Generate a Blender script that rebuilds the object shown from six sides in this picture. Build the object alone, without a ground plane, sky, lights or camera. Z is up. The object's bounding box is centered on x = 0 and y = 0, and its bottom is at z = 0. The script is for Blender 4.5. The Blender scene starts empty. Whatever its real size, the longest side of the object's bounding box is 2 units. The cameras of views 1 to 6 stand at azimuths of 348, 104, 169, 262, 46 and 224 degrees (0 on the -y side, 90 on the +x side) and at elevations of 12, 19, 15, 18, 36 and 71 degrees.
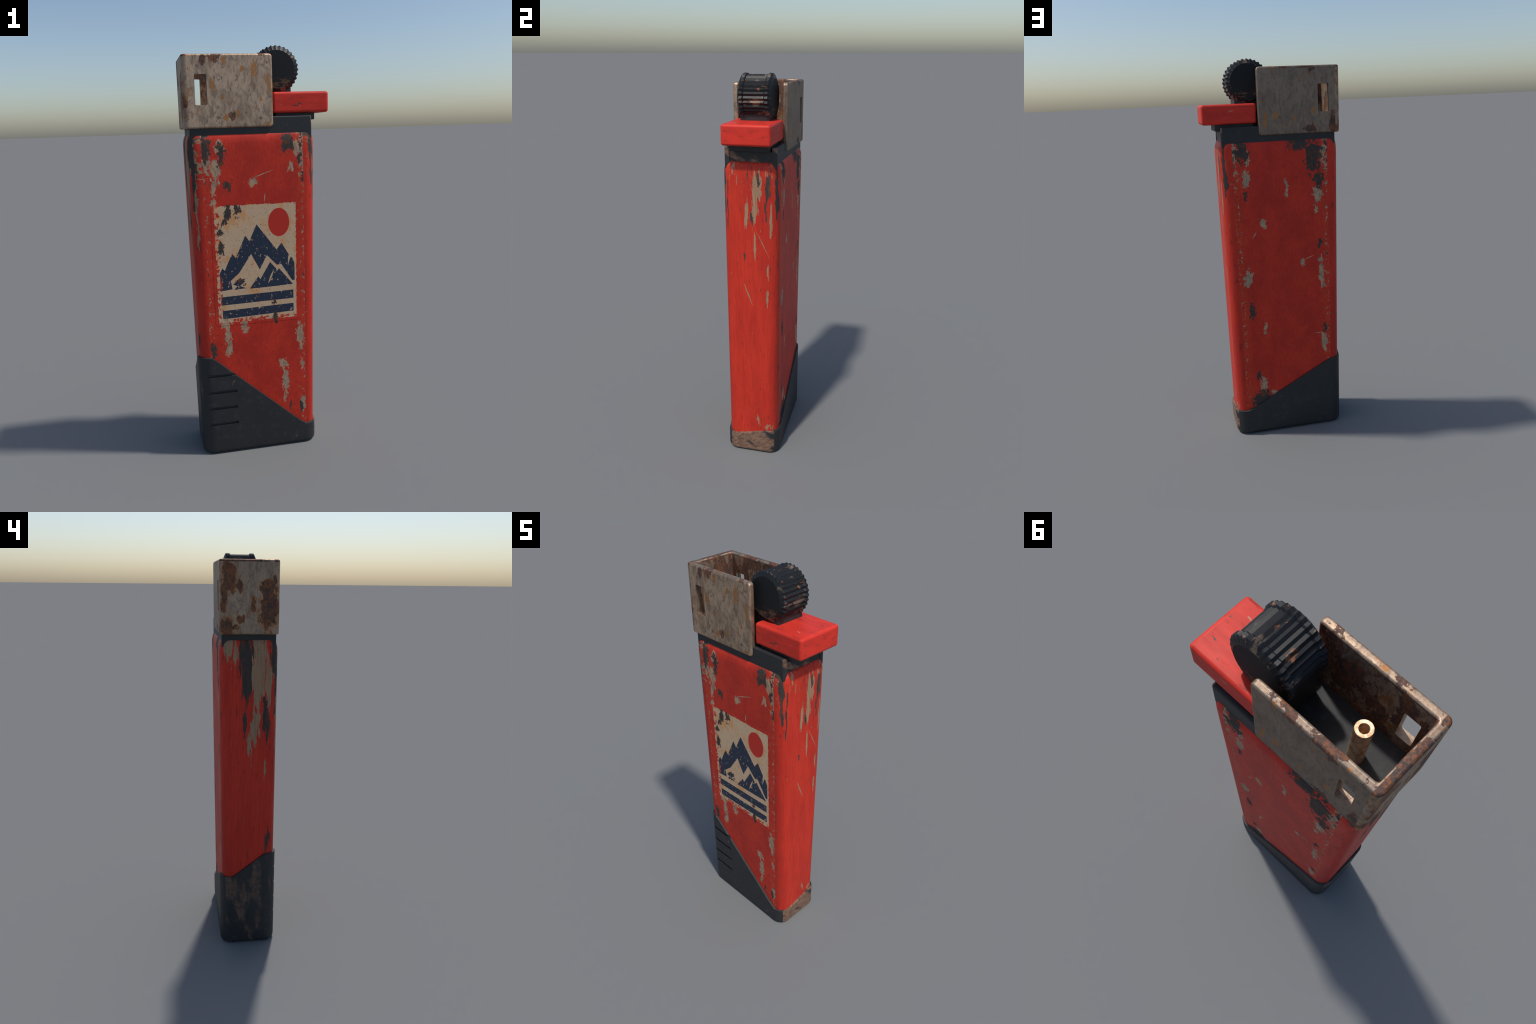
import bpy, bmesh, math
from mathutils import Vector

# =====================================================================
# Weathered disposable lighter: red case in a black boot, black collar,
# rusty wind guard, knurled spark wheel, red thumb button, brass nozzle.
# =====================================================================
CX = -0.0313                      # centre line of the case in x

# ------------------------------------------------------------- materials
class Nodes:
    """Small helper that writes shader maths as function calls."""
    def __init__(self, name):
        self.mat = bpy.data.materials.new(name)
        self.mat.use_nodes = True
        self.t = self.mat.node_tree
        self.t.nodes.clear()
        self.out = self.t.nodes.new('ShaderNodeOutputMaterial')
        self.bsdf = self.t.nodes.new('ShaderNodeBsdfPrincipled')
        self.t.links.new(self.bsdf.outputs[0], self.out.inputs[0])
        self.P = self.t.nodes.new('ShaderNodeTexCoord').outputs['Object']
        s = self.t.nodes.new('ShaderNodeSeparateXYZ')
        self.t.links.new(self.P, s.inputs[0])
        self.x, self.y, self.z = s.outputs

    def put(self, sock, v):
        if isinstance(v, bpy.types.NodeSocket):
            self.t.links.new(v, sock)
        elif isinstance(v, (int, float)):
            sock.default_value = v
        else:
            v = tuple(v)
            n = len(sock.default_value)
            sock.default_value = (v + (1.0,))[:n] if len(v) < n else v[:n]

    def m(self, op, a, b=0.0, c=0.0, clamp=False):
        n = self.t.nodes.new('ShaderNodeMath')
        n.operation = op
        n.use_clamp = clamp
        for i, v in enumerate((a, b, c)):
            self.put(n.inputs[i], v)
        return n.outputs[0]

    def add(self, a, b): return self.m('ADD', a, b)
    def sub(self, a, b): return self.m('SUBTRACT', a, b)
    def mul(self, a, b): return self.m('MULTIPLY', a, b)
    def mx(self, a, b): return self.m('MAXIMUM', a, b)
    def mn(self, a, b): return self.m('MINIMUM', a, b)
    def inv(self, a): return self.m('SUBTRACT', 1.0, a)
    def gt(self, a, b): return self.m('GREATER_THAN', a, b)
    def lt(self, a, b): return self.m('LESS_THAN', a, b)

    def vm(self, op, a, b=(0, 0, 0), c=(0, 0, 0)):
        n = self.t.nodes.new('ShaderNodeVectorMath')
        n.operation = op
        self.put(n.inputs[0], a)
        self.put(n.inputs[1], b)
        if op == 'MULTIPLY_ADD':
            self.put(n.inputs[2], c)
        return n.outputs['Value'] if op in ('LENGTH', 'DISTANCE', 'DOT_PRODUCT') else n.outputs[0]

    def xyz(self, a, b, c):
        n = self.t.nodes.new('ShaderNodeCombineXYZ')
        for i, v in enumerate((a, b, c)):
            self.put(n.inputs[i], v)
        return n.outputs[0]

    def step(self, v, lo, hi):
        n = self.t.nodes.new('ShaderNodeMapRange')
        n.interpolation_type = 'SMOOTHSTEP'
        self.put(n.inputs['Value'], v)
        self.put(n.inputs['From Min'], lo)
        self.put(n.inputs['From Max'], hi)
        return n.outputs[0]

    def noise(self, vec, scale, detail=4.0, rough=0.6, color=False, dist=0.0):
        n = self.t.nodes.new('ShaderNodeTexNoise')
        self.put(n.inputs['Vector'], vec)
        n.inputs['Scale'].default_value = scale
        n.inputs['Detail'].default_value = detail
        n.inputs['Roughness'].default_value = rough
        n.inputs['Distortion'].default_value = dist
        return n.outputs['Color'] if color else n.outputs[0]

    def mix(self, f, a, b):
        n = self.t.nodes.new('ShaderNodeMix')
        n.data_type = 'RGBA'
        self.put(n.inputs[0], f)
        self.put(n.inputs[6], a)
        self.put(n.inputs[7], b)
        return n.outputs[2]

    def fmix(self, f, a, b):
        n = self.t.nodes.new('ShaderNodeMix')
        self.put(n.inputs[0], f)
        self.put(n.inputs[2], a)
        self.put(n.inputs[3], b)
        return n.outputs[0]

    def vmix(self, f, a, b):
        n = self.t.nodes.new('ShaderNodeMix')
        n.data_type = 'VECTOR'
        self.put(n.inputs[0], f)
        self.put(n.inputs[4], a)
        self.put(n.inputs[5], b)
        return n.outputs[1]

    def bump(self, h, strength, dist=0.004):
        n = self.t.nodes.new('ShaderNodeBump')
        n.inputs['Strength'].default_value = strength
        n.inputs['Distance'].default_value = dist
        self.put(n.inputs['Height'], h)
        self.t.links.new(n.outputs[0], self.bsdf.inputs['Normal'])

    def blobs(self, vec, spots):
        """1 in the middle of the nearest elliptical spot, 0 at its rim."""
        d = None
        for cx, cz, rx, rz in spots:
            rx, rz = rx * 1.3, rz * 1.3
            q = self.vm('MULTIPLY_ADD', vec, (1 / rx, 1 / rz, 0), (-cx / rx, -cz / rz, 0))
            l = self.vm('LENGTH', q)
            d = l if d is None else self.mn(d, l)
        return self.m('SUBTRACT', 1.0, d)

    def poly(self, u, v, pts):
        """Mask of a convex polygon (clockwise points): > 0 inside."""
        r = None
        n = len(pts)
        for i in range(n):
            (x0, z0), (x1, z1) = pts[i], pts[(i + 1) % n]
            dx, dz = x1 - x0, z1 - z0
            L = math.hypot(dx, dz)
            a, b = dz / L, -dx / L              # inward normal
            c = -(a * x0 + b * z0)
            s = self.m('MULTIPLY_ADD', u, a, self.m('MULTIPLY_ADD', v, b, c))
            r = s if r is None else self.mn(r, s)
        return r

    def scratch(self, u, v, a, b, w):
        """Thin straight scratch from a to b: > 0 inside."""
        dx, dz = b[0] - a[0], b[1] - a[1]
        L = math.hypot(dx, dz)
        dx, dz = dx / L, dz / L
        mxx, mz = (a[0] + b[0]) / 2, (a[1] + b[1]) / 2
        t = self.m('MULTIPLY_ADD', u, dx, self.m('MULTIPLY_ADD', v, dz, -(mxx * dx + mz * dz)))
        s = self.m('MULTIPLY_ADD', u, -dz, self.m('MULTIPLY_ADD', v, dx, mxx * dz - mz * dx))
        e = self.m('SUBTRACT', 1.0, self.m('DIVIDE', self.m('ABSOLUTE', t), L / 2))
        return self.m('MULTIPLY_ADD', e, w * 1.6, self.m('SUBTRACT', -0.2 * w, self.m('ABSOLUTE', s)))


BEIGE = (0.47, 0.31, 0.19)
BEIGE_GREY = (0.33, 0.25, 0.18)
STEEL = (0.058, 0.048, 0.044)
RUST = (0.20, 0.062, 0.018)
RED = (0.60, 0.040, 0.021)
RED_DEEP = (0.46, 0.030, 0.018)
RED_WARM = (0.62, 0.056, 0.020)
NAVY = (0.026, 0.036, 0.062)

# wear patches: (across, height, half width, half height), metres
FRONT_STEEL = [(-0.256, 1.54, .022, .065), (-0.185, 1.51, .020, .06), (0.135, 1.555, .032, .045),
               (-0.157, 1.362, .018, .026), (0.19, 1.47, .014, .02), (0.213, 1.395, .010, .035),
               (-0.262, 0.555, .015, .045), (0.132, 0.215, .008, .02), (0.185, 0.20, .010, .03)]
FRONT_BEIGE = [(-0.19, 1.545, .024, .035), (-0.252, 1.475, .018, .05), (-0.214, 1.44, .020, .05),
               (-0.225, 1.365, .012, .045), (-0.198, 1.39, .006, .03), (-0.035, 1.372, .020, .022),
               (0.178, 1.53, .014, .035), (0.20, 1.495, .010, .05), (0.208, 1.42, .010, .03),
               (0.152, 1.445, .012, .018), (-0.228, 1.285, .012, .018), (-0.19, 0.69, .022, .03),
               (-0.282, 0.665, .009, .03), (-0.185, 0.625, .014, .05), (-0.18, 0.56, .018, .04),
               (-0.10, 0.665, .015, .028), (0.185, 0.60, .018, .05), (0.19, 0.54, .011, .03),
               (0.095, 0.455, .022, .026), (0.105, 0.355, .017, .06), (0.10, 0.265, .007, .02),
               (0.195, 0.22, .014, .04), (0.192, 0.44, .007, .03)]
LABEL_STEEL = [(-0.163, 1.235, .016, .036), (-0.118, 1.245, .014, .034), (-0.201, 1.14, .013, .024),
               (-0.201, 1.07, .014, .03), (0.053, 0.778, .012, .016), (0.058, 0.70, .014, .03),
               (-0.11, 0.895, .016, .018), (-0.185, 1.19, .01, .02)]
BACK_STEEL = [(0.165, 1.56, .032, .06), (-0.13, 1.585, .05, .035), (-0.20, 1.52, .042, .085),
              (-0.225, 1.40, .023, .045), (-0.227, 1.06, .013, .025), (0.15, 0.72, .018, .04),
              (0.12, 0.19, .055, .06), (0.135, 0.345, .018, .03), (-0.245, 0.58, .010, .025),
              (0.155, 1.33, .009, .025)]
BACK_BEIGE = [(0.205, 1.545, .011, .04), (0.14, 1.53, .010, .045), (0.148, 1.42, .019, .045),
              (-0.222, 1.325, .024, .04), (-0.248, 1.53, .010, .05), (0.072, 1.19, .016, .025),
              (0.162, 0.90, .022, .045), (-0.232, 0.90, .014, .085), (-0.13, 0.96, .011, .02),
              (-0.24, 0.50, .016, .05), (0.108, 0.285, .018, .05), (0.055, 0.215, .014, .03),
              (-0.055, 1.365, .008, .04), (0.085, 0.61, .008, .04), (-0.21, 1.245, .014, .02)]
NOSE_STEEL = [(0.085, 1.47, .012, .09), (0.005, 1.345, .007, .03), (-0.03, 1.155, .004, .03),
              (-0.131, 1.45, .005, .14), (-0.112, 1.44, .005, .11), (0.128, 1.44, .006, .13), (0.04, 1.54, .008, .03)]
NOSE_BEIGE = [(0.02, 1.45, .017, .12), (-0.02, 1.36, .008, .07), (0.10, 1.33, .007, .09),
              (0.022, 1.20, .006, .055), (0.085, 0.93, .006, .03), (0.088, 1.05, .005, .04),
              (0.035, 0.20, .008, .03), (0.095, 0.165, .022, .010), (0.045, 1.51, .012, .05)]
HEEL_STEEL = [(0.015, 1.53, .030, .22), (0.022, 1.22, .012, .09), (-0.085, 1.24, .018, .10),
              (-0.115, 1.56, .014, .16), (-0.095, 0.60, .012, .06), (-0.128, 1.43, .006, .15)]
HEEL_BEIGE = [(-0.045, 1.50, .034, .24), (-0.03, 1.20, .020, .07), (-0.003, 1.10, .010, .05),
              (0.10, 1.58, .022, .07), (0.065, 1.57, .008, .08), (-0.08, 0.98, .006, .06),
              (-0.09, 1.42, .014, .12), (-0.133, 1.30, .004, .25), (-0.118, 1.52, .006, .10)]


def case_material():
    N = Nodes('worn_red_paint')
    x, y, z = N.x, N.y, N.z
    side = N.mx(N.gt(x, 0.211), N.lt(x, -0.275))
    front = N.lt(y, 0.0)
    nose = N.gt(x, 0.0)
    # texture space: slightly tall grain on the broad faces, long streaks on the ends
    wide = N.xyz(x, N.mul(front, 3.0), N.mul(z, 0.72))
    ends = N.xyz(N.mul(nose, 3.0), y, N.mul(z, 0.17))
    T = N.vmix(side, wide, ends)
    warp = N.vm('MULTIPLY_ADD', N.noise(T, 34, 4, 0.7, color=True), (1, 1, 1), (-.5, -.5, -.5))
    jag = N.vm('MULTIPLY_ADD', N.noise(T, 130, 3, 0.7, color=True), (1, 1, 1), (-.5, -.5, -.5))
    jag_s = N.vmix(side, N.vm('MULTIPLY', jag, (.030, .042, 0)), N.vm('MULTIPLY', jag, (.013, .09, 0)))
    warp_s = N.vmix(side, N.vm('MULTIPLY', warp, (.055, .075, 0)), N.vm('MULTIPLY', warp, (.03, .24, 0)))
    shift = N.vm('ADD', jag_s, warp_s)
    U = N.vm('ADD', N.vmix(side, N.xyz(x, z, 0), N.xyz(y, z, 0)), shift)

    def pick(f, b, n, h):
        return N.fmix(side, N.fmix(front, N.blobs(U, b), N.blobs(U, f)),
                      N.fmix(nose, N.blobs(U, h), N.blobs(U, n)))
    steel_f = pick(FRONT_STEEL + LABEL_STEEL, BACK_STEEL, NOSE_STEEL, HEEL_STEEL)
    beige_f = pick(FRONT_BEIGE, BACK_BEIGE, NOSE_BEIGE, HEEL_BEIGE)

    # general wear: along the long seams and under the collar
    seam = N.mn(N.m('ABSOLUTE', N.sub(x, 0.205)), N.m('ABSOLUTE', N.sub(x, -0.268)))
    seam = N.inv(N.step(seam, 0.0, 0.06))
    top = N.step(z, 1.33, 1.60)
    wear = N.mul(N.inv(side), N.add(N.mul(seam, 0.17), N.mul(N.mul(seam, top), 0.12)))
    wear = N.add(wear, N.mul(N.mul(side, N.step(z, 1.36, 1.60)), 0.17))
    n1 = N.noise(N.vm('ADD', T, (7, 3, 1)), 55, 6, 0.68)
    n2 = N.noise(N.vm('ADD', T, (1, 9, 4)), 48, 6, 0.68)
    specks = N.noise(N.vm('ADD', T, (2, 2, 8)), 150, 3, 0.6)
    beige = N.mx(N.step(N.add(beige_f, N.mul(N.sub(n1, .5), 2.6)), 0.20, 0.27),
                 N.step(N.add(n1, wear), 0.735, 0.76))
    steel = N.mx(N.step(N.add(steel_f, N.mul(N.sub(n2, .5), 2.6)), 0.20, 0.27),
                 N.step(N.add(n2, N.mul(wear, 0.85)), 0.745, 0.77))
    dots = N.step(N.add(specks, N.mul(wear, .35)), 0.675, 0.705)

    # straight scratches
    sf = N.mx(N.scratch(x, z, (-0.062, 1.387), (0.075, 1.434), .0022),
              N.scratch(x, z, (0.015, 1.27), (0.022, 1.33), .0022))
    sb = N.mx(N.scratch(x, z, (-0.11, 0.965), (-0.225, 1.01), .0018),
              N.mx(N.scratch(x, z, (0.10, 1.16), (0.14, 1.10), .002),
                   N.scratch(x, z, (-0.17, 0.552), (-0.25, 0.556), .0018)))
    sn = N.mx(N.scratch(y, z, (0.02, 1.295), (0.10, 1.13), .0022),
              N.scratch(y, z, (-0.045, 1.02), (0.015, 0.86), .003))
    rag = N.mul(N.sub(n1, .5), .006)
    scr = N.fmix(side, N.fmix(front, sb, sf), N.fmix(nose, -1.0, sn))
    scr = N.step(N.add(scr, N.mul(N.gt(scr, -.004), rag)), 0.0, 0.0006)

    # paint
    soft = N.noise(T, 9, 3, 0.6)
    fine = N.noise(N.vm('MULTIPLY', T, (1, 1, .35)), 120, 4, 0.65)
    red = N.mix(N.step(soft, 0.36, 0.66), RED, RED_DEEP)
    red = N.mix(N.mul(N.step(fine, 0.42, 0.70), 0.55), red, (0.40, 0.022, 0.015))
    red = N.mix(N.mul(N.step(N.add(n2, wear), 0.50, 0.72), N.fmix(side, 0.38, 0.15)), red, RED_WARM)
    red = N.mix(N.mul(N.step(N.noise(N.vm('ADD', T, (4, 4, 4)), 95, 4, .7), 0.585, 0.67), .60), red, (0.11, 0.022, 0.017))

    # ---------------- printed label on the front
    lf = N.mul(front, N.inv(side))
    chew = N.vm('MULTIPLY_ADD', N.noise(N.xyz(x, 0, N.mul(z, .8)), 70, 4, .75, color=True), (.020, .020, 0), (-.010, -.010, 0))
    cs = N.t.nodes.new('ShaderNodeSeparateXYZ'); N.put(cs.inputs[0], chew)
    lu, lv = N.add(x, cs.outputs[0]), N.add(z, cs.outputs[1])
    crisp_u, crisp_v = N.add(x, N.mul(cs.outputs[0], .10)), N.add(z, N.mul(cs.outputs[1], .10))
    sheet = N.poly(lu, lv, [(-0.229, 1.270), (0.171, 1.270), (0.167, 0.694), (-0.226, 0.694)])
    # the paper is more eaten along its left and lower border
    eat = N.mul(N.step(N.noise(N.xyz(x, 5, z), 42, 5, .72), .47, .56),
                N.mx(N.inv(N.step(x, -0.235, -0.17)), N.inv(N.step(z, 0.685, 0.745))))
    sheet = N.mul(N.mul(N.gt(sheet, 0.0), lf), N.inv(N.gt(eat, .5)))

    def P_(*pts): return N.poly(crisp_u, crisp_v, list(pts))
    peaks = [P_((-0.025, 1.174), (0.071, 1.044), (0.022, 1.018), (-0.057, 1.030), (-0.062, 1.096)),   # summit
             P_((-0.057, 1.032), (0.022, 1.020), (-0.015, 0.950)),                                     # rock tongue
             P_((0.022, 1.020), (0.071, 1.046), (0.100, 1.020), (0.094, 0.970), (0.070, 0.968)),
             P_((0.096, 1.076), (0.160, 0.968), (0.160, 0.885), (0.148, 0.882), (0.092, 0.972), (0.071, 1.044)),
             P_((0.146, 1.006), (0.160, 0.970), (0.160, 0.900), (0.130, 0.930)),
             P_((-0.082, 1.123), (-0.050, 1.075), (-0.057, 1.030), (-0.117, 0.941), (-0.160, 0.955)),
             P_((-0.149, 1.040), (-0.100, 0.970), (-0.117, 0.941), (-0.171, 0.896), (-0.212, 0.905)),
             P_((-0.199, 0.970), (-0.165, 0.930), (-0.153, 0.862), (-0.212, 0.856), (-0.212, 0.945)),
             P_((0.037, 0.984), (0.070, 0.945), (0.085, 0.861), (-0.040, 0.858)),                      # near hill
             P_((-0.024, 0.916), (-0.004, 0.890), (-0.020, 0.858), (-0.068, 0.858)),
             P_((0.081, 0.949), (0.151, 0.864), (0.040, 0.861), (0.066, 0.930)),
             P_((-0.115, 0.915), (-0.090, 0.897), (-0.120, 0.872), (-0.150, 0.885)),
             P_((-0.125, 0.880), (-0.085, 0.862), (-0.145, 0.858))]
    mt = peaks[0]
    for p in peaks[1:]:
        mt = N.mx(mt, p)
    ink = N.gt(mt, 0.0)
    bars = N.mx(P_((-0.210, 0.826), (0.152, 0.835), (0.152, 0.792), (-0.210, 0.784)),
                P_((-0.207, 0.756), (0.152, 0.766), (0.152, 0.726), (-0.205, 0.714)))
    ink = N.mx(ink, N.gt(bars, 0.0))
    white_scr = N.mx(N.scratch(x, z, (0.02, 0.865), (0.06, 0.955), .0035), N.scratch(x, z, (0.125, 0.95), (0.142, 1.05), .004))
    flake = N.noise(N.xyz(x, 11, N.mul(z, .8)), 62, 6, .72)
    ink = N.mul(ink, N.inv(N.mx(N.gt(flake, .605), N.gt(N.add(white_scr, rag), 0.0))))
    sun = N.lt(N.vm('LENGTH', N.vm('MULTIPLY_ADD', N.xyz(crisp_u, crisp_v, 0), (1 / .0525, 1 / .069, 0), (-.085 / .0525, -1.178 / .069, 0))), 1.0)
    stain = N.noise(N.xyz(x, 2, N.mul(z, .7)), 16, 4, .65)
    paper = N.mix(N.step(stain, .47, .66), (0.62, 0.425, 0.265), (0.66, 0.32, 0.13))
    paper = N.mix(N.mul(N.step(N.noise(N.xyz(x, 4, z), 45, 5, .7), .52, .70), .65), paper, (0.42, 0.335, 0.25))
    paper = N.mix(N.step(N.noise(N.xyz(x, 8, z), 120, 4, .65), .61, .65), paper, (0.16, 0.10, 0.07))
    navy = N.mix(N.mul(N.step(N.noise(N.xyz(x, 6, z), 60, 5, .7), .5, .75), .6), NAVY, (0.05, 0.058, 0.07))
    lab = N.mix(sun, paper, (0.52, 0.034, 0.022))
    lab = N.mix(ink, lab, navy)
    colour = N.mix(sheet, red, lab)

    # layers of damage over paint and label
    bcol = N.mix(N.step(N.noise(T, 30, 4, .6), .42, .6), BEIGE, BEIGE_GREY)
    bcol = N.mix(N.mul(N.step(fine, .47, .68), .7), bcol, (0.17, 0.11, 0.075))
    bcol = N.mix(N.mul(side, .8), bcol, N.mix(fine, (0.40, 0.24, 0.135), (0.22, 0.13, 0.08)))
    scol = N.mix(N.step(N.noise(N.vm('ADD', T, (3, 1, 5)), 45, 5, .7), .5, .66), STEEL, RUST)
    scol = N.mix(N.mul(N.step(fine, .45, .75), .6), scol, (0.025, 0.021, 0.02))
    beige_here = N.mul(N.mx(beige, scr), N.inv(N.mul(sheet, 0.8)))
    colour = N.mix(beige_here, colour, bcol)
    colour = N.mix(N.mul(dots, .8), colour, N.mix(N.gt(n1, .5), scol, bcol))
    colour = N.mix(steel, colour, scol)
    N.put(N.bsdf.inputs['Base Color'], colour)
    worn = N.mx(steel, beige)
    N.put(N.bsdf.inputs['Roughness'], N.fmix(worn, N.fmix(fine, 0.42, 0.58), 0.75))
    N.bsdf.inputs['Specular IOR Level'].default_value = 0.2
    N.bump(N.sub(N.mul(fine, .15), N.add(N.mul(steel, .6), N.mul(beige, .4))), 0.25, 0.003)
    return N.mat


def button_material():
    N = Nodes('scuffed_red_plastic')
    T = N.xyz(N.mul(N.x, .28), N.y, N.z)
    Te = N.xyz(N.x, N.mul(N.y, .28), N.z)
    T = N.vmix(N.gt(N.x, 0.331), T, Te)
    a = N.noise(T, 60, 5, .65)
    b = N.noise(N.vm('ADD', T, (3, 3, 3)), 42, 5, .65)
    c = N.mix(N.step(N.noise(T, 25, 3, .6), .35, .65), (0.66, 0.040, 0.025), (0.56, 0.034, 0.022))
    c = N.mix(N.mul(N.step(a, .565, .68), .5), c, (0.16, 0.025, 0.02))
    edge = N.mul(N.step(N.m('ABSOLUTE', N.y), .100, .116), .055)
    c = N.mix(N.step(N.add(b, edge), .690, .72), c, (0.44, 0.28, 0.18))
    c = N.mix(N.step(N.noise(N.vm('ADD', T, (8, 1, 2)), 48, 4, .6), .675, .705), c, (0.075, 0.05, 0.045))
    N.put(N.bsdf.inputs['Base Color'], c)
    N.put(N.bsdf.inputs['Roughness'], N.fmix(a, .40, .60))
    N.bsdf.inputs['Specular IOR Level'].default_value = 0.2
    N.bump(a, 0.08, 0.002)
    return N.mat


def black_plastic(name, nose_x, cover_nose, cover_heel, heel_x):
    """Black plastic; the scuffed ends are rubbed down to brown."""
    N = Nodes(name)
    x, y, z = N.x, N.y, N.z
    c = N.mix(N.noise(N.P, 14, 4, .6), (0.018, 0.019, 0.0205), (0.028, 0.029, 0.031))
    c = N.mix(N.mul(N.step(N.noise(N.P, 32, 4, .6), .52, .75), .55), c, (0.050, 0.052, 0.056))
    patch = N.noise(N.xyz(2, N.mul(y, 1.0), N.mul(N.add(z, N.mul(y, .45)), 1.7)), 9, 2, .5)
    nose = N.mul(N.gt(x, nose_x), N.step(patch, 0.55 - cover_nose, 0.69 - cover_nose))
    hp = N.noise(N.xyz(8, y, N.mul(z, .36)), 14, 3, .55)
    heel = N.mul(N.lt(x, heel_x), N.step(hp, 0.56 - cover_heel, 0.70 - cover_heel))
    rare = N.mul(N.step(N.noise(N.vm('ADD', N.P, (5, 2, 7)), 16, 3, .6), .70, .76), .45)
    grain = N.noise(N.xyz(x, y, N.mul(N.sub(z, N.mul(y, .5)), 2.2)), 34, 4, .65)
    brown = N.mix(N.step(grain, .35, .65), (0.125, 0.068, 0.045), (0.255, 0.150, 0.098))
    c = N.mix(N.mx(N.mx(nose, N.mul(heel, .5)), rare), c, brown)
    N.put(N.bsdf.inputs['Base Color'], c)
    N.put(N.bsdf.inputs['Roughness'], N.fmix(N.noise(N.P, 40, 4, .6), .48, .66))
    N.bsdf.inputs['Specular IOR Level'].default_value = 0.4
    N.bump(N.noise(N.P, 60, 4, .6), 0.10, 0.002)
    return N.mat


# rust on the wind guard, same notation
PLATE_ORANGE = [(-0.152, 1.924, .009, .016), (-0.018, 1.885, .018, .034), (-0.210, 1.824, .011, .030), (-0.093, 1.690, .008, .018),
                (-0.153, 1.676, .010, .018), (0.042, 1.645, .012, .012), (-0.070, 1.888, .010, .014), (-0.322, 1.79, .012, .02),
                (0.050, 1.82, .010, .05), (0.010, 1.756, .007, .012), (-0.164, 1.765, .007, .012)]
PLATE_DARK = [(-0.250, 1.935, .013, .018), (-0.196, 1.940, .022, .018), (-0.120, 1.680, .014, .016)]
REAR_ORANGE = [(-0.108, 1.704, .011, .012), (0.032, 1.718, .008, .025), (-0.207, 1.742, .010, .012), (0.040, 1.683, .008, .014), (-0.02, 1.72, .014, .02)]
REAR_DARK = [(-0.312, 1.68, .018, .042), (-0.209, 1.941, .013, .010), (-0.190, 1.652, .03, .018)]
HEEL_RUST = [(-0.078, 1.830, .036, .030), (-0.088, 1.745, .038, .075), (0.098, 1.885, .026, .055), (0.106, 1.666, .026, .034),
             (0.041, 1.698, .015, .018), (0.122, 1.747, .010, .016), (-0.112, 1.872, .010, .02), (0.045, 1.842, .012, .025),
             (0.075, 1.660, .024, .016), (-0.016, 1.765, .012, .03), (0.115, 1.81, .010, .05)]


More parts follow.
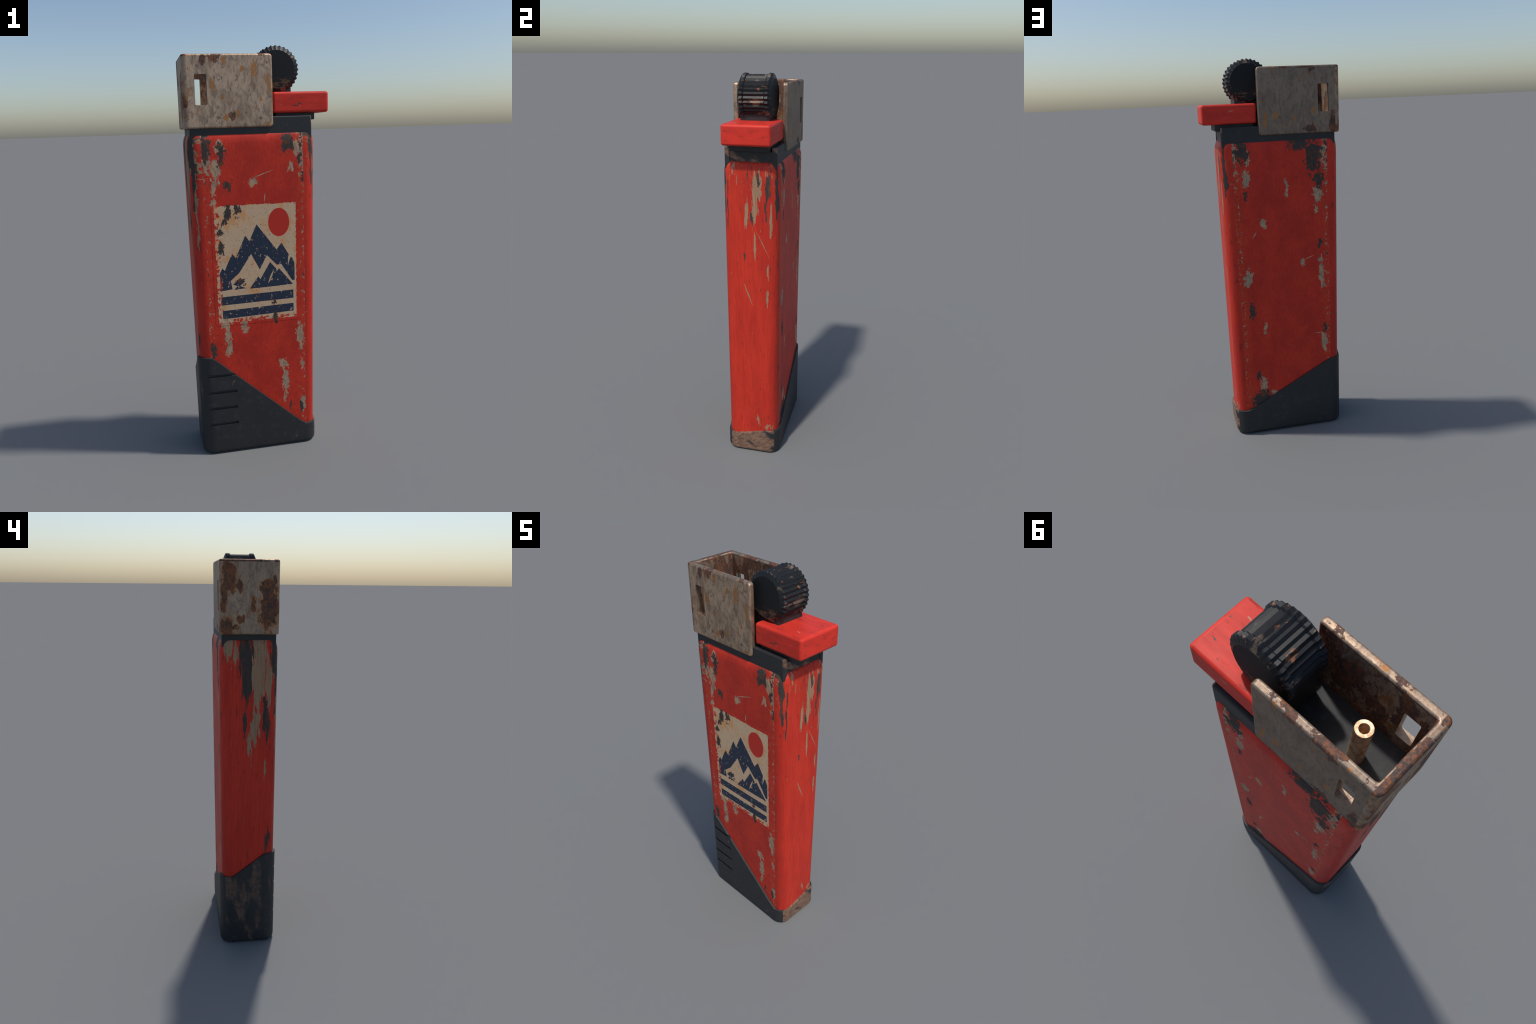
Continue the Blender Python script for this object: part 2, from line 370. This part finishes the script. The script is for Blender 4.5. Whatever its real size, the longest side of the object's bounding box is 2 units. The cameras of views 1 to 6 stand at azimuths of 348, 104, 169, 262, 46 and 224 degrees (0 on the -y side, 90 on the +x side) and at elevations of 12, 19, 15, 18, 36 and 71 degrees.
def guard_material():
    N = Nodes('rusty_steel')
    x, y, z = N.x, N.y, N.z
    T = N.xyz(x, y, N.mul(z, .62))
    # rust eats the heel plate and the inside most, the broad plates least
    heel = N.lt(x, -0.322)
    inside = N.mul(N.lt(N.m('ABSOLUTE', y), 0.1085), N.gt(x, -0.318))
    rim = N.gt(z, 1.945)
    W = N.vm('ADD', T, N.vm('MULTIPLY_ADD', N.noise(T, 30, 3, .6, color=True), (.03, .03, .03), (-.015, -.015, -.015)))
    big = N.noise(N.vm('ADD', W, (2, 5, 1)), 11, 5, .62)
    mid = N.noise(N.vm('ADD', W, (4, 2, 6)), 30, 5, .62)
    grain = N.noise(N.xyz(x, y, N.mul(z, .45)), 62, 4, .6, dist=.8)
    fine = N.noise(T, 120, 5, .68)
    load = N.add(N.mul(heel, .10), N.add(N.mul(inside, .20), N.mul(rim, .15)))
    base = N.mix(N.step(N.noise(T, 12, 4, .6), .36, .64), (0.40, 0.285, 0.20), (0.54, 0.39, 0.275))
    base = N.mix(N.mul(N.step(grain, .46, .66), .70), base, (0.20, 0.150, 0.118))
    base = N.mix(N.mul(N.inv(N.step(grain, .34, .46)), .5), base, (0.60, 0.45, 0.32))
    pits = N.step(N.noise(N.vm('ADD', T, (7, 3, 2)), 62, 3, .6), .64, .70)
    base = N.mix(N.mul(pits, .75), base, (0.085, 0.070, 0.066))
    pale = N.step(N.noise(N.vm('ADD', T, (9, 9, 1)), 22, 4, .7), .56, .70)
    base = N.mix(N.mul(pale, .45), base, (0.66, 0.48, 0.33))
    # long dull scratches
    sc = N.mx(N.mul(N.lt(y, 0), N.mx(N.scratch(x, z, (-0.055, 1.955), (0.012, 1.83), .004),
                                      N.scratch(x, z, (-0.012, 1.79), (0.034, 1.63), .0035))),
              N.mul(N.gt(y, 0), N.mx(N.scratch(x, z, (-0.035, 1.96), (-0.025, 1.70), .005),
                                      N.scratch(x, z, (-0.25, 1.96), (-0.225, 1.63), .005))))
    sc = N.fmix(N.lt(N.m('ABSOLUTE', y), .10), sc, -1.0)
    base = N.mix(N.mul(N.step(N.add(sc, N.mul(N.sub(fine, .5), .006)), 0.0, .003), .55), base, (0.66, 0.52, 0.40))
    wob = N.vm('MULTIPLY_ADD', N.noise(T, 45, 4, .65, color=True), (.040, .055, 0), (-.020, -.0275, 0))
    V = N.vm('ADD', N.vmix(heel, N.xyz(x, z, 0), N.xyz(y, z, 0)), wob)
    plate = N.mul(N.inv(heel), N.gt(N.m('ABSOLUTE', y), .118))
    near = N.lt(y, 0.0)
    spot_o = N.fmix(plate, -1.0, N.fmix(near, N.blobs(V, REAR_ORANGE), N.blobs(V, PLATE_ORANGE)))
    spot_d = N.fmix(plate, N.fmix(heel, -1.0, N.blobs(V, HEEL_RUST)),
                    N.fmix(near, N.blobs(V, REAR_DARK), N.blobs(V, PLATE_DARK)))
    halo = N.mul(heel, N.step(N.add(spot_d, N.mul(N.sub(mid, .5), 1.6)), -.25, .1))
    oj = N.mx(N.step(N.add(mid, N.mul(load, .25)), .625, .69), N.step(N.add(spot_o, N.mul(N.sub(fine, .5), 1.6)), .1, .3))
    oj = N.mx(oj, N.mul(halo, .8))
    base = N.mix(N.mul(heel, .32), base, (0.15, 0.115, 0.095))
    # the rear plate's base colour is mixed greyer and darker than the front one
    base = N.mix(N.mul(N.mul(plate, N.inv(near)), .62), base, (0.135, 0.112, 0.098))
    dk = N.step(N.add(big, N.add(load, N.mul(N.sub(grain, .5), .12))), .665, .695)
    dk = N.mul(dk, N.inv(N.mul(heel, N.inv(rim))))
    dk = N.mx(dk, N.step(N.add(spot_d, N.add(N.mul(N.sub(mid, .5), 2.0), N.mul(N.sub(fine, .5), 1.2))), .02, .14))
    orange = N.mix(N.step(fine, .4, .6), (0.50, 0.19, 0.045), (0.36, 0.20, 0.085))
    c = N.mix(N.mul(oj, .8), base, orange)
    rust = N.mix(N.step(N.add(fine, N.mul(N.sub(mid, .5), .6)), .42, .60), (0.062, 0.034, 0.028), (0.22, 0.072, 0.026))
    rust = N.mix(N.step(N.noise(N.vm('ADD', T, (1, 6, 3)), 40, 4, .7), .54, .64), rust, (0.040, 0.030, 0.029))
    c = N.mix(N.mul(dk, .92), c, rust)
    N.put(N.bsdf.inputs['Base Color'], c)
    N.put(N.bsdf.inputs['Metallic'], N.fmix(dk, 0.92, 0.35))
    N.put(N.bsdf.inputs['Roughness'], N.fmix(N.mx(dk, N.mul(oj, .6)), N.fmix(fine, .50, .66), .68))
    N.bump(N.sub(N.mul(fine, .6), N.mul(dk, .4)), 0.22, 0.004)
    return N.mat


def wheel_material():
    N = Nodes('blackened_steel')
    a = N.noise(N.xyz(N.x, N.mul(N.y, .4), N.z), 22, 4, .6)
    f = N.noise(N.P, 110, 4, .65)
    c = N.mix(f, (0.008, 0.009, 0.010), (0.018, 0.019, 0.021))
    hub = N.vm('LENGTH', N.xyz(N.sub(N.x, .105), N.sub(N.z, 1.89), 0))
    teeth = N.gt(hub, .086)
    rub = N.mul(teeth, N.step(a, .555, .63))
    c = N.mix(N.mul(rub, .8), c, N.mix(f, (0.14, 0.085, 0.05), (0.24, 0.19, 0.15)))
    rust = N.mul(teeth, N.step(N.noise(N.vm('ADD', N.xyz(N.x, N.mul(N.y, .5), N.z), (6, 1, 3)), 30, 4, .62),   .62, .66))
    c = N.mix(N.mul(rust, .85), c, (0.22, 0.090, 0.038))
    low = N.mul(N.inv(teeth), N.mul(N.inv(N.step(N.z, 1.83, 1.86)), N.step(N.noise(N.xyz(N.x, N.y, N.mul(N.z, 3)), 30, 4, .7), .53, .6)))
    c = N.mix(N.mul(low, .7), c, (0.17, 0.085, 0.035))
    N.put(N.bsdf.inputs['Base Color'], c)
    N.put(N.bsdf.inputs['Roughness'], N.fmix(teeth, .68, .45))
    N.put(N.bsdf.inputs['Metallic'], N.mul(rub, .5))
    N.bsdf.inputs['Specular IOR Level'].default_value = 0.25
    N.bump(f, 0.12, 0.002)
    return N.mat


def brass_material():
    N = Nodes('tarnished_brass')
    a = N.noise(N.xyz(N.x, N.y, N.mul(N.z, .6)), 60, 4, .65)
    c = N.mix(N.step(a, .40, .64), (0.95, 0.72, 0.50), (0.55, 0.33, 0.17))
    c = N.mix(N.step(a, .62, .70), c, (0.16, 0.07, 0.03))
    N.put(N.bsdf.inputs['Base Color'], c)
    N.bsdf.inputs['Metallic'].default_value = 0.75
    N.put(N.bsdf.inputs['Roughness'], N.fmix(a, .34, .5))
    return N.mat


# ------------------------------------------------------------- geometry
ROOT = bpy.data.objects.new('cigarette_lighter', None)
bpy.context.collection.objects.link(ROOT)
ROOT['label'] = 'weathered red pocket lighter with rusty wind guard and mountain label'
ROOT['category'] = 'lighter'


def mark_sharp(me, deg):
    bm = bmesh.new()
    bm.from_mesh(me)
    bmesh.ops.recalc_face_normals(bm, faces=bm.faces)
    lim = math.radians(deg)
    for f in bm.faces:
        f.smooth = True
    for e in bm.edges:
        e.smooth = len(e.link_faces) == 2 and e.calc_face_angle(0) < lim
    bm.to_mesh(me)
    bm.free()


def finish(name, bm_or_me, mat, parent=None, deg=40, weighted=True):
    if isinstance(bm_or_me, bmesh.types.BMesh):
        me = bpy.data.meshes.new(name)
        bm_or_me.to_mesh(me)
        bm_or_me.free()
    else:
        me = bm_or_me
        me.name = name
    mark_sharp(me, deg)
    me.materials.clear()
    me.materials.append(mat)
    ob = bpy.data.objects.new(name, me)
    bpy.context.collection.objects.link(ob)
    ob.parent = parent or ROOT
    if weighted:
        w = ob.modifiers.new('even_shading', 'WEIGHTED_NORMAL')
        w.keep_sharp = True
    return ob


def box(x0, x1, y0, y1, z0, z1):
    bm = bmesh.new()
    bmesh.ops.create_cube(bm, size=1)
    for v in bm.verts:
        v.co = Vector(((x0 + x1) / 2 + v.co.x * (x1 - x0), (y0 + y1) / 2 + v.co.y * (y1 - y0), (z0 + z1) / 2 + v.co.z * (z1 - z0)))
    return bm


def bevel(bm, pick, width, seg=4):
    es = [e for e in bm.edges if pick(e)]
    if es:
        bmesh.ops.bevel(bm, geom=es, offset=width, offset_type='OFFSET', segments=seg, profile=0.5, affect='EDGES', clamp_overlap=True)


def along(axis):
    def f(e):
        d = (e.verts[1].co - e.verts[0].co).normalized()
        return abs(d[axis]) > 0.99
    return f


def boolean(base, cutters, op):
    """Apply booleans and return the resulting mesh."""
    def ob_of(bm):
        me = bpy.data.meshes.new('work')
        bmesh.ops.recalc_face_normals(bm, faces=bm.faces)
        bm.to_mesh(me)
        bm.free()
        o = bpy.data.objects.new('work', me)
        bpy.context.collection.objects.link(o)
        return o
    b = ob_of(base)
    cs = [ob_of(c) for c in cutters]
    for c, o in zip(cs, op):
        m = b.modifiers.new('cut', 'BOOLEAN')
        m.object = c
        m.operation = o
        m.solver = 'EXACT'
    dg = bpy.context.evaluated_depsgraph_get()
    me = bpy.data.meshes.new_from_object(b.evaluated_get(dg))
    for o in [b] + cs:
        old = o.data
        bpy.data.objects.remove(o)
        bpy.data.meshes.remove(old)
    return me


def rounded_loop(hx, hy, r, seg=8, flat=12):
    """Points of a rounded rectangle about (CX, 0), counter-clockwise, with subdivided flats."""
    pts = []
    corners = [(hx - r, -hy + r, -90), (hx - r, hy - r, 0), (-hx + r, hy - r, 90), (-hx + r, -hy + r, 180)]
    for i, (cx, cy, a0) in enumerate(corners):
        arc = [(cx + r * math.cos(math.radians(a0 + 90 * k / seg)), cy + r * math.sin(math.radians(a0 + 90 * k / seg))) for k in range(seg + 1)]
        pts += arc
        nx, ny, na = corners[(i + 1) % 4]
        q = (nx + r * math.cos(math.radians(na)), ny + r * math.sin(math.radians(na)))
        p = arc[-1]
        for k in range(1, flat):
            t = k / flat
            pts.append((p[0] + (q[0] - p[0]) * t, p[1] + (q[1] - p[1]) * t))
    return [(x + CX, y) for x, y in pts]


def half_size(z):
    """Half width and half depth of the case: it narrows slightly downwards."""
    t = z / 1.6
    return 0.2891 + 0.0160 * t, 0.1338 + 0.0050 * t


def loft(loops, cap_bottom=True, cap_top=True):
    bm = bmesh.new()
    rows = [[bm.verts.new(p) for p in L] for L in loops]
    n = len(rows[0])
    for a, b in zip(rows[:-1], rows[1:]):
        for i in range(n):
            j = (i + 1) % n
            bm.faces.new((a[i], a[j], b[j], b[i]))
    if cap_bottom:
        bm.faces.new(rows[0][::-1])
    if cap_top:
        bm.faces.new(rows[-1])
    return bm


CASE_R = 0.050

# --- case -------------------------------------------------------------
loops = []
def case_loop(z, inset=0.0):
    hx, hy = half_size(z)
    return [(x, y, z) for x, y in rounded_loop(hx - inset, hy - inset, CASE_R - inset * .8)]
for z in [0.03] + [0.1 * k for k in range(1, 15)] + [1.47, 1.53]:
    loops.append(case_loop(z))
for k in range(1, 8):                       # the shoulder rolls in under the collar
    a = math.radians(90 * k / 7)
    loops.append(case_loop(1.545 + 0.062 * math.sin(a), 0.022 * (1 - math.cos(a))))
MAT_CASE = case_material()
case = finish('case', loft(loops), MAT_CASE, deg=60)

# --- label: a thin printed sheet lying on the front of the case -------------
def label_sheet():
    bm = bmesh.new()
    x0, x1, z0, z1, r = -0.243, 0.185, 0.680, 1.284, 0.02
    out = []
    for cx, cz, a0 in ((x1 - r, z0 + r, -90), (x1 - r, z1 - r, 0), (x0 + r, z1 - r, 90), (x0 + r, z0 + r, 180)):
        for k in range(7):
            a = math.radians(a0 + 15 * k)
            out.append((cx + r * math.cos(a), cz + r * math.sin(a)))
    face = lambda z, lift: -half_size(z)[1] - lift
    top = [bm.verts.new((x, face(z, .0007), z)) for x, z in out]
    bot = [bm.verts.new((x, face(z, -.002), z)) for x, z in out]
    bm.faces.new(top)
    bm.faces.new(bot[::-1])
    for i in range(len(out)):
        j = (i + 1) % len(out)
        bm.faces.new((top[i], top[j], bot[j], bot[i]))
    return bm
label = finish('label', label_sheet(), MAT_CASE, parent=case, deg=30, weighted=False)

# --- boot -------------------------------------------------------------
def boot_rim(x, y, hx, hy):
    """Height of the slanting upper rim at a point of the outline."""
    xr, xl, yf, yb = CX + hx - 0.058, CX - hx + 0.058, -hy + 0.052, hy - 0.052
    FR, BR, BL_, FL = 0.106, 0.142, 0.392, 0.516
    lerp = lambda a, b, t: a + (b - a) * min(1, max(0, t))
    if xl <= x <= xr:
        t = (x - xl) / (xr - xl)
        return lerp(FL, FR, t) if y < 0 else lerp(BL_, BR, t)
    t = (y - yf) / (yb - yf)
    return lerp(FR, BR, t) if x > 0 else lerp(FL + .004, BL_ + .004, t)

GROW = 0.0105
def boot_mesh():
    plan = rounded_loop(0.2891, 0.1338, CASE_R, seg=8, flat=14)
    rim = [boot_rim(x, y, 0.2891, 0.1338) for x, y in plan]
    def ring(zs, off):
        pts = []
        for (x, y), z in zip(plan, zs):
            cx, cy = max(min(x, CX + 0.2391), CX - 0.2391), max(min(y, 0.0838), -0.0838)
            d = Vector((x - cx, y - cy))
            L = d.length
            hx, hy = half_size(z)
            n = d / L
            pts.append((x + n.x * (off + (hx - .2891) * abs(n.x)), y + n.y * (off + (hy - .1338) * abs(n.y)), z))
        return pts
    L = []
    for k in range(6):                      # rounded foot
        a = math.radians(90 * k / 5)
        L.append(ring([0.020 * (1 - math.sin(a))] * len(plan), GROW - 0.020 * (1 - math.cos(a))))
    L = L[::-1]
    for t in (0.25, 0.5, 0.75):
        L.append(ring([0.02 + (r - 0.026) * t for r in rim], GROW))
    L.append(ring([r - 0.004 for r in rim], GROW))
    L.append(ring([r - 0.0012 for r in rim], GROW - 0.0012))
    L.append(ring(rim, GROW - 0.004))
    L.append(ring([r for r in rim], -0.004))
    L.append(ring([0.05] * len(plan), -0.006))
    return loft(L)

grooves = []
for z in (0.424, 0.335, 0.249, 0.163):
    g = box(-0.312, -0.151, -0.2, -0.1365, z - 0.0075, z + 0.0075)
    grooves.append(g)
MAT_BOOT = black_plastic('black_boot_plastic', 0.2565, 0.17, 0.06, -0.322)
boot = finish('boot', boolean(boot_mesh(), grooves, ['DIFFERENCE'] * 4), MAT_BOOT, deg=35)

# --- collar -------------------------------------------------------------
MAT_COLLAR = black_plastic('black_collar_plastic', 0.2520, 0.05, -0.5, -9.0)
def rounded_box(x0, x1, y0, y1, z0, z1, rv, re):
    bm = box(x0, x1, y0, y1, z0, z1)
    bevel(bm, along(2), rv, 5)
    bevel(bm, lambda e: abs(e.verts[0].co.z - e.verts[1].co.z) < 1e-6 and e.calc_face_angle(0) > 1.0, re, 3)
    return bm
base = rounded_box(-0.3210, 0.2590, -0.1275, 0.1275, 1.571, 1.676, 0.008, 0.005)
cuts = [box(-0.5, 0.0715, -0.3, 0.3, 1.637, 1.9),           # seat of the wind guard
        box(0.0715 - .01, 0.30, -0.103, 0.103, 1.6565, 1.9)]  # channel under the button
end_scoop = box(0.2545, 0.30, -0.104, 0.104, 1.45, 1.9)
bevel(end_scoop, along(2), 0.006, 3)
floor_block = box(-0.3178, 0.075, -0.1083, 0.1083, 1.60, 1.681)
collar = finish('collar', boolean(base, cuts + [end_scoop, floor_block], ['DIFFERENCE'] * 3 + ['UNION']), MAT_COLLAR, deg=35)

# --- wind guard ------------------------------------------------------------
def guard_mesh():
    x0, x1, hy, z0, z1, th = -0.3455, 0.0720, 0.1370, 1.629, 1.9555, 0.0290
    ro, ri = 0.020, 0.010
    arc = lambda cx, cy, r, a0, a1, n=5: [(cx + r * math.cos(math.radians(a0 + (a1 - a0) * k / n)), cy + r * math.sin(math.radians(a0 + (a1 - a0) * k / n))) for k in range(n + 1)]
    outline = [(x1, -hy), (x1, -hy + th)]
    outline += arc(x0 + th + ri, -hy + th + ri, ri, 270, 180)
    outline += arc(x0 + th + ri, hy - th - ri, ri, 180, 90)
    outline += [(x1, hy - th), (x1, hy)]
    outline += arc(x0 + ro, hy - ro, ro, 90, 180)
    outline += arc(x0 + ro, -hy + ro, ro, 180, 270)
    bm = bmesh.new()
    lo = [bm.verts.new((x, y, z0)) for x, y in outline]
    hi = [bm.verts.new((x, y, z1)) for x, y in outline]
    n = len(lo)
    bm.faces.new(lo)
    bm.faces.new(hi[::-1])
    for i in range(n):
        j = (i + 1) % n
        bm.faces.new((lo[i], hi[i], hi[j], lo[j]))
    bmesh.ops.recalc_face_normals(bm, faces=bm.faces)
    # round the free corners of the side plates
    bevel(bm, lambda e: along(1)(e) and all(abs(v.co.x - x1) < 1e-5 for v in e.verts), 0.016, 4)
    return bm

slots = []
for s in (-1, 1):
    b = box(-0.2885, -0.2335, s * 0.118 - 0.05, s * 0.118 + 0.05, 1.733, 1.868)
    bevel(b, along(1), 0.005, 2)
    slots.append(b)
me = boolean(guard_mesh(), slots, ['DIFFERENCE'] * 2)
bm = bmesh.new()
bm.from_mesh(me)
bmesh.ops.remove_doubles(bm, verts=bm.verts, dist=1e-5)
def guard_edge(e):
    if len(e.link_faces) != 2 or e.calc_face_angle(0) < 0.9:
        return False
    inside_slot = all(-0.295 < v.co.x < -0.225 and 1.72 < v.co.z < 1.88 for v in e.verts)
    return not inside_slot
bmesh.ops.bevel(bm, geom=[e for e in bm.edges if guard_edge(e)], offset=0.0095, offset_type='OFFSET', segments=4, profile=0.5, affect='EDGES', clamp_overlap=True)
MAT_GUARD = guard_material()
guard = finish('wind_guard', bm, MAT_GUARD, deg=40)

# --- spark wheel --------------------------------------------------------
def wheel_mesh():
    wx, wz, teeth = 0.105, 1.890, 32
    bm = bmesh.new()
    # (half-width position, crest radius, valley radius)
    prof = [(0.0815, .0875, .0865), (0.072, .1070, .1000), (0.068, .1102, .1035), (0.054, .1102, .1035), (0.048, .1045, .0985)]
    prof = [(-p[0], p[1], p[2]) for p in prof] + [p for p in prof[::-1]]
    rows = []
    for y, rc, rv in prof:
        row = []
        for k in range(teeth * 2):
            a = math.pi * k / teeth + math.pi / 2
            r = rc if k % 2 == 0 else rv
            row.append(bm.verts.new((wx + r * math.cos(a), y, wz + r * math.sin(a))))
        rows.append(row)
    n = teeth * 2
    for a, b in zip(rows[:-1], rows[1:]):
        for i in range(n):
            j = (i + 1) % n
            bm.faces.new((a[i], b[i], b[j], a[j]))
    bm.faces.new(rows[0])
    bm.faces.new(rows[-1][::-1])
    return bm
MAT_WHEEL = wheel_material()
wheel = finish('spark_wheel', wheel_mesh(), MAT_WHEEL, deg=22, weighted=False)

bm = box(0.020, 0.176, -0.072, 0.072, 1.66, 1.822)
bevel(bm, lambda e: True, 0.006, 2)
MAT_BLOCK = black_plastic('black_block_plastic', 9.0, -0.5, -0.5, -9.0)
finish('wheel_block', bm, MAT_BLOCK, deg=35)

# --- thumb button and the black tongue below it ---------------------------
bm = box(0.0755, 0.3470, -0.1175, 0.1175, 1.690, 1.787)
bevel(bm, lambda e: True, 0.013, 4)
button = finish('thumb_button', bm, button_material(), deg=40)
bm = box(0.090, 0.283, -0.098, 0.098, 1.6575, 1.700)
bevel(bm, lambda e: True, 0.005, 2)
MAT_TONGUE = black_plastic('black_tongue_plastic', 0.279, -0.02, -0.5, -9.0)
finish('button_tongue', bm, MAT_TONGUE, parent=button, deg=35)

# --- gas nozzle -----------------------------------------------------------
def nozzle_mesh():
    prof = [(0.0265, 1.66), (0.0265, 1.8735), (0.0250, 1.876), (0.0152, 1.876), (0.0138, 1.8735), (0.0138, 1.80)]
    bm = bmesh.new()
    rows = []
    for r, z in prof:
        rows.append([bm.verts.new((-0.191 + r * math.cos(2 * math.pi * k / 40), -0.001 + r * math.sin(2 * math.pi * k / 40), z)) for k in range(40)])
    for a, b in zip(rows[:-1], rows[1:]):
        for i in range(40):
            j = (i + 1) % 40
            bm.faces.new((a[i], a[j], b[j], b[i]))
    bm.faces.new(rows[-1][::-1])
    bm.faces.new(rows[0])
    return bm
finish('gas_nozzle', nozzle_mesh(), brass_material(), deg=40)
